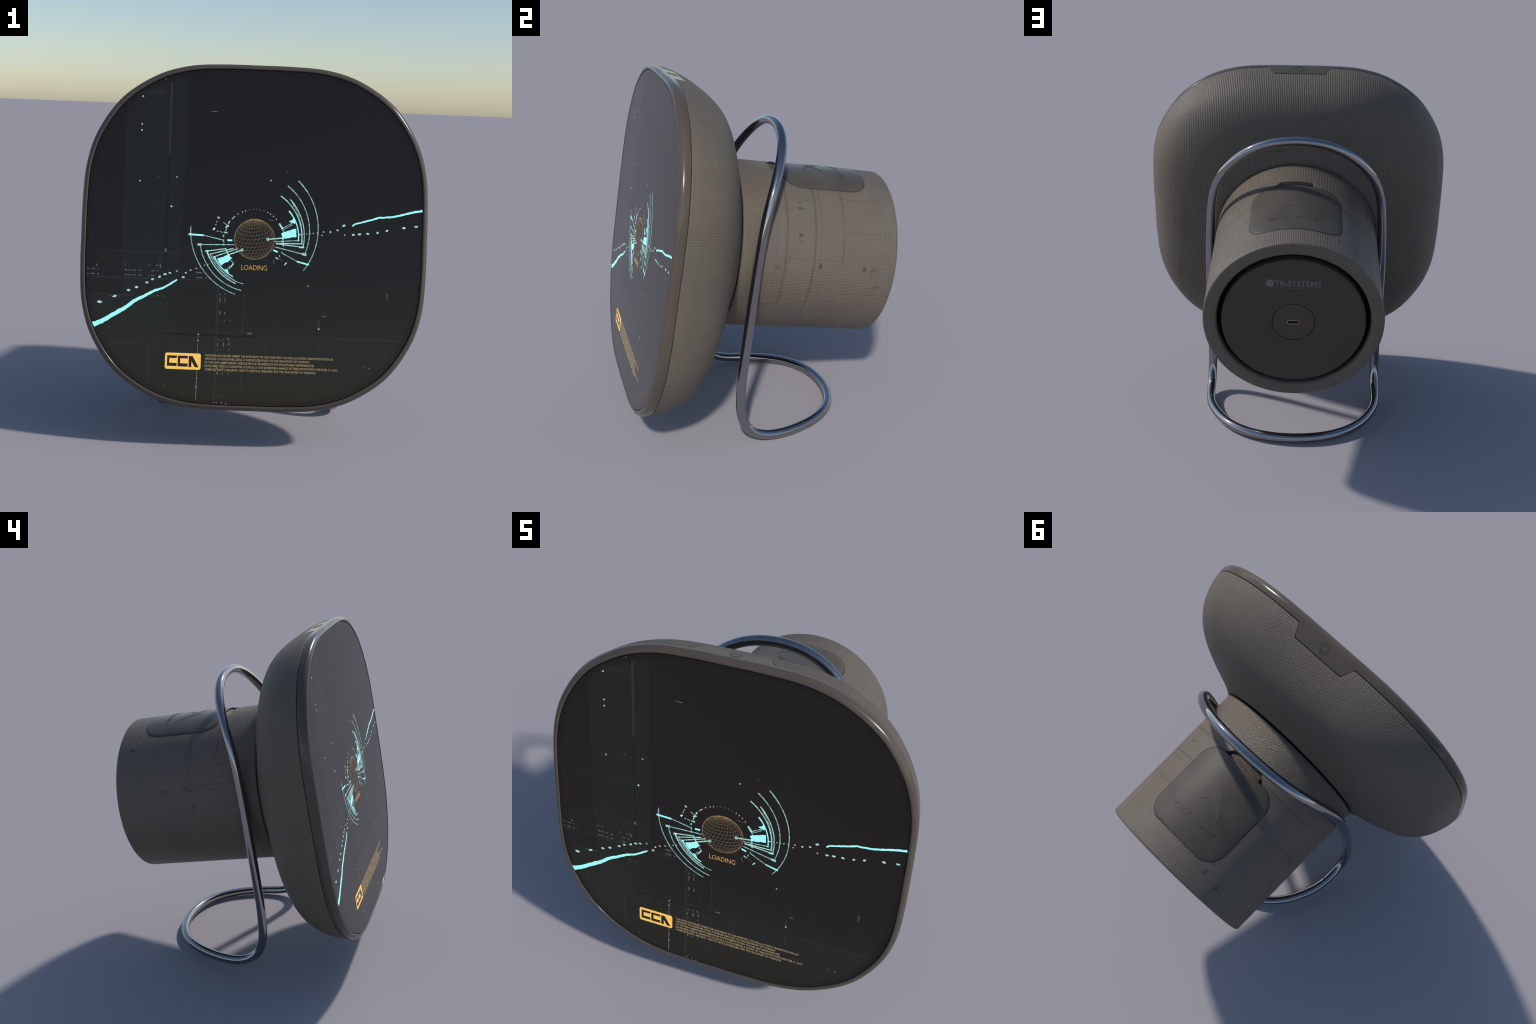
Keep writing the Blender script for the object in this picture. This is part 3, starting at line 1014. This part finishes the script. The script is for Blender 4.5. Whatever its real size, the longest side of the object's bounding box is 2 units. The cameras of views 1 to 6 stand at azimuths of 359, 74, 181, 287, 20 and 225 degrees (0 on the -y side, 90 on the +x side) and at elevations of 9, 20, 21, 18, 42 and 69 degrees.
mark("trace_line", trace([(.508, .079), (.520, .089), (.546, .097), (.586, .109), (.644, .127), (.682, .131), (.724, .135), (.772, .148), (.812, .160), (.872, .172)], .0070, .0115), M_CYAN)
mark("trace_line", trace([(-.395, -.233), (-.460, -.276), (-.506, -.292), (-.562, -.323), (-.614, -.351), (-.659, -.388), (-.710, -.419), (-.778, -.462), (-.822, -.481)], .0080, .0260), M_CYAN)

# wire globe
GX, GY, GR = 0.0005, -0.0080, 0.1045


def globe():
    tilt, roll, spin = radians(24), radians(6), radians(12)
    Rm = Matrix.Rotation(roll, 3, 'Z') @ Matrix.Rotation(tilt, 3, 'X') @ Matrix.Rotation(spin, 3, 'Y')
    parts = []

    def run(points):
        cur = []
        for p in points + [None]:
            q = Rm @ p if p is not None else None
            if q is not None and q.z > -0.02:
                cur.append((GX + GR * q.x, GY + GR * q.y))
            else:
                if len(cur) > 2:
                    parts.append(ribbon(cur, 0.0023, ZB, ZT))
                cur = []
    for k in range(32):
        a = TAU * k / 32
        # meridians sheared along a spiral, so the cells read as slanted lozenges
        run([Vector((cos(b) * sin(a + 0.55 * sin(b)), sin(b), cos(b) * cos(a + 0.55 * sin(b)))) for b in [radians(-86 + 172 * j / 40) for j in range(41)]])
    for k in range(1, 16):
        b = radians(-90 + 180 * k / 16)
        run([Vector((cos(b) * sin(a), sin(b), cos(b) * cos(a))) for a in [TAU * j / 72 - pi / 2 for j in range(73)]])
    return merge(parts)


o = mark("globe_wires", globe(), M_GLOBE)
o["kind"] = "stuff"
mark("globe_rim", ribbon([(GX + GR * cos(TAU * k / 72), GY + GR * sin(TAU * k / 72)) for k in range(72)], .0046, ZB, ZT + .0001, closed=True), glow("amber_rim_light", (.17, .118, .058), 1, .35))
mark("globe_rim_highlight", ribbon([(GX + (GR - .0025) * cos(radians(a)), GY + (GR - .0025) * sin(radians(a))) for a in range(66, 118, 3)], [.003 + .005 * sin(pi * k / 17) for k in range(18)], ZB, ZT + .0002),
     glow("amber_highlight", (.30, .19, .06), 1, .3))


def place(part, x, y, dz=0.0):
    v, f = part
    return [(a + x, b + y, c + (ZB + ZT) / 2 + dz) for a, b, c in v], f


mark("loading_lettering", place(text_mesh("LOADING", .0265, .134, .0011, -.004), -.063, -.1690), M_AMBER)


# amber badge with three dark blocky letters
def rrect(x0, x1, y0, y1, r, n=8):
    pts = []
    for cx, cy, s in ((x1 - r, y1 - r, 0), (x0 + r, y1 - r, 1), (x0 + r, y0 + r, 2), (x1 - r, y0 + r, 3)):
        pts += [(cx + r * cos(pi / 2 * (s + k / n)), cy + r * sin(pi / 2 * (s + k / n))) for k in range(n + 1)]
    return pts


BADGE = mark("badge", prism(rrect(-.442, -.256, -.6975, -.6130, .011), ZB, ZT), M_ORANGE)
letters = [[(-.431, -.627), (-.3805, -.627), (-.3805, -.6405), (-.4195, -.6405), (-.4195, -.6655), (-.3805, -.6655), (-.3805, -.682), (-.431, -.682)],
           [(-.3755, -.627), (-.3235, -.627), (-.3235, -.6405), (-.3630, -.6405), (-.3630, -.6665), (-.3235, -.6665), (-.3235, -.683), (-.3755, -.683)],
           [(-.3185, -.627), (-.2990, -.627), (-.2660, -.685), (-.2860, -.685), (-.3040, -.6545), (-.3040, -.685), (-.3185, -.685)]]
for poly in letters:
    mark("badge_letter", prism(poly, ZB, ZT + .0003), M_BADGEINK)

caption = (("THIS MODULE IS ISSUED UNDER THE AUTHORITY OF OUR SCIENTIFIC COUNCIL & LOGISTIC TRANSPORTATION OF", -.236, .667, -.6265),
           ("WEAPONS TO PERSONNEL ZONE. IT SUPPLIES DESIGNED FOR THE TRANSPORT OF WEAPONS", -.236, .545, -.6445),
           ("OF THE NEW COMPONENTS. DESIGNS ON THE TRANSPORTATION POLICIES AND RESPONSIBILITIES", -.236, .571, -.6630),
           ("DEVELOPED BY OUR SCIENTIFIC COUNCIL & OUR DIVISIONS A RANGE OF TRANSPORTATION SERVICES. IT ALSO", -.236, .693, -.6815),
           ("COMPLIES SAFETY, SECURITY, AND ITS VEHICLES DESIGNED FOR THE TRANSPORT OF WEAPONS", -.234, .577, -.7000))
for line, x, wid, y in caption:
    mark("caption_lettering", place(text_mesh(line, .0112, wid, .0011, .014, spacing=1.0), x, y + .001), M_CAPTION)

# scattered readouts
for x, y, s, m in ((-.607, .717, 4.5, M_WHITE), (-.607, .572, 4.2, M_WHITE), (-.607, .540, 4.2, M_WHITE), (-.607, .276, 4, M_WHITE), (-.510, .303, 3.4, M_DIM), (-.415, .302, 3.8, M_WHITE),
                   (-.438, .148, 4.5, M_MINT), (.075, .302, 3.6, M_WHITE), (.160, .348, 2.8, M_DIM), (.289, -.242, 3.4, M_WHITE), (.352, -.464, 4, M_WHITE), (.352, -.557, 3, M_DIM),
                   (.591, -.657, 4.4, M_DIM), (.623, -.658, 4.4, M_DIM), (-.274, -.513, 3.4, M_WHITE), (-.275, -.545, 3.2, M_WHITE), (-.274, -.739, 3, M_WHITE), (-.275, -.786, 3.4, M_WHITE),
                   (-.443, -.787, 3.2, M_DIM), (-.739, -.490, 2.6, M_DIM), (-.667, -.162, 3.2, M_DIM), (-.644, -.161, 3.2, M_DIM), (-.111, -.436, 2.6, M_DIM), (-.140, -.438, 2.6, M_DIM), (-.169, -.440, 2.4, M_DIM),
                   (-.118, -.868, 4, M_DIM), (-.739, -.328, 3.0, M_DIM), (-.690, -.329, 3.0, M_DIM), (-.493, -.321, 3.2, M_DIM), (-.460, -.321, 3.2, M_DIM), (-.491, .812, 3.5, M_DIM)):
    s *= .00112
    mark("readout_dot", blob(x, y, s, s, rough=.05), m)
bars = [((-.250, .651), (-.216, .651), .004), ((.365, -.398), (.384, -.397), .004), ((.351, -.416), (.352, -.460), .002), ((.702, -.266), (.703, -.299), .0042),
        ((-.168, -.294), (-.168, -.306), .005), ((-.168, -.316), (-.167, -.344), .006), ((-.142, -.294), (-.142, -.304), .004), ((-.142, -.314), (-.141, -.343), .004),
        ((-.166, -.389), (-.166, -.409), .006), ((-.140, -.390), (-.140, -.408), .005), ((-.172, -.537), (-.162, -.537), .004), ((-.172, -.553), (-.172, -.572), .006),
        ((-.143, -.541), (-.143, -.533), .004), ((-.142, -.553), (-.142, -.572), .006), ((-.124, -.526), (-.112, -.540), .006), ((-.112, -.550), (-.112, -.566), .007),
        ((-.112, -.584), (-.112, -.592), .006), ((-.169, -.586), (-.169, -.594), .005), ((-.168, -.704), (-.168, -.718), .007), ((-.141, -.704), (-.141, -.718), .006),
        ((-.112, -.709), (-.112, -.716), .005), ((-.172, -.666), (-.172, -.690), .006), ((-.142, -.656), (-.143, -.684), .005), ((-.020, -.499), (.008, -.499), .008),
        ((-.460, -.074), (-.460, -.090), .013), ((-.168, -.858), (-.168, -.868), .006), ((-.141, -.860), (-.141, -.870), .005), ((-.182, -.860), (-.182, -.870), .004),
        ((-.815, -.164), (-.815, -.178), .005), ((-.487, -.156), (-.480, -.176), .006), ((-.508, -.162), (-.498, -.162), .008), ((-.546, -.162), (-.540, -.162), .006),
        ((-.275, -.792), (-.276, -.858), .005), ((-.274, -.520), (-.275, -.612), .0036), ((-.275, -.70), (-.275, -.78), .0042)]
for y, xs in ((-.191, ((-.863, -.855), (-.844, -.822), (-.812, -.806), (-.667, -.658), (-.653, -.643), (-.639, -.629), (-.622, -.612), (-.596, -.585), (-.531, -.515), (-.502, -.494))),
              (-.2165, ((-.863, -.855), (-.845, -.823), (-.812, -.802), (-.668, -.656), (-.653, -.643), (-.639, -.631), (-.623, -.611), (-.596, -.583), (-.531, -.514), (-.544, -.540))),
              (-.192, ((-.297, -.265),)), (-.218, ((-.297, -.265), (-.25, -.24)))):
    bars += [((a, y), (b, y), .0060) for a, b in xs]
for a, b, wd in bars:
    mark("readout_bar", ribbon([a, b], wd, ZB, ZT), M_DIM)
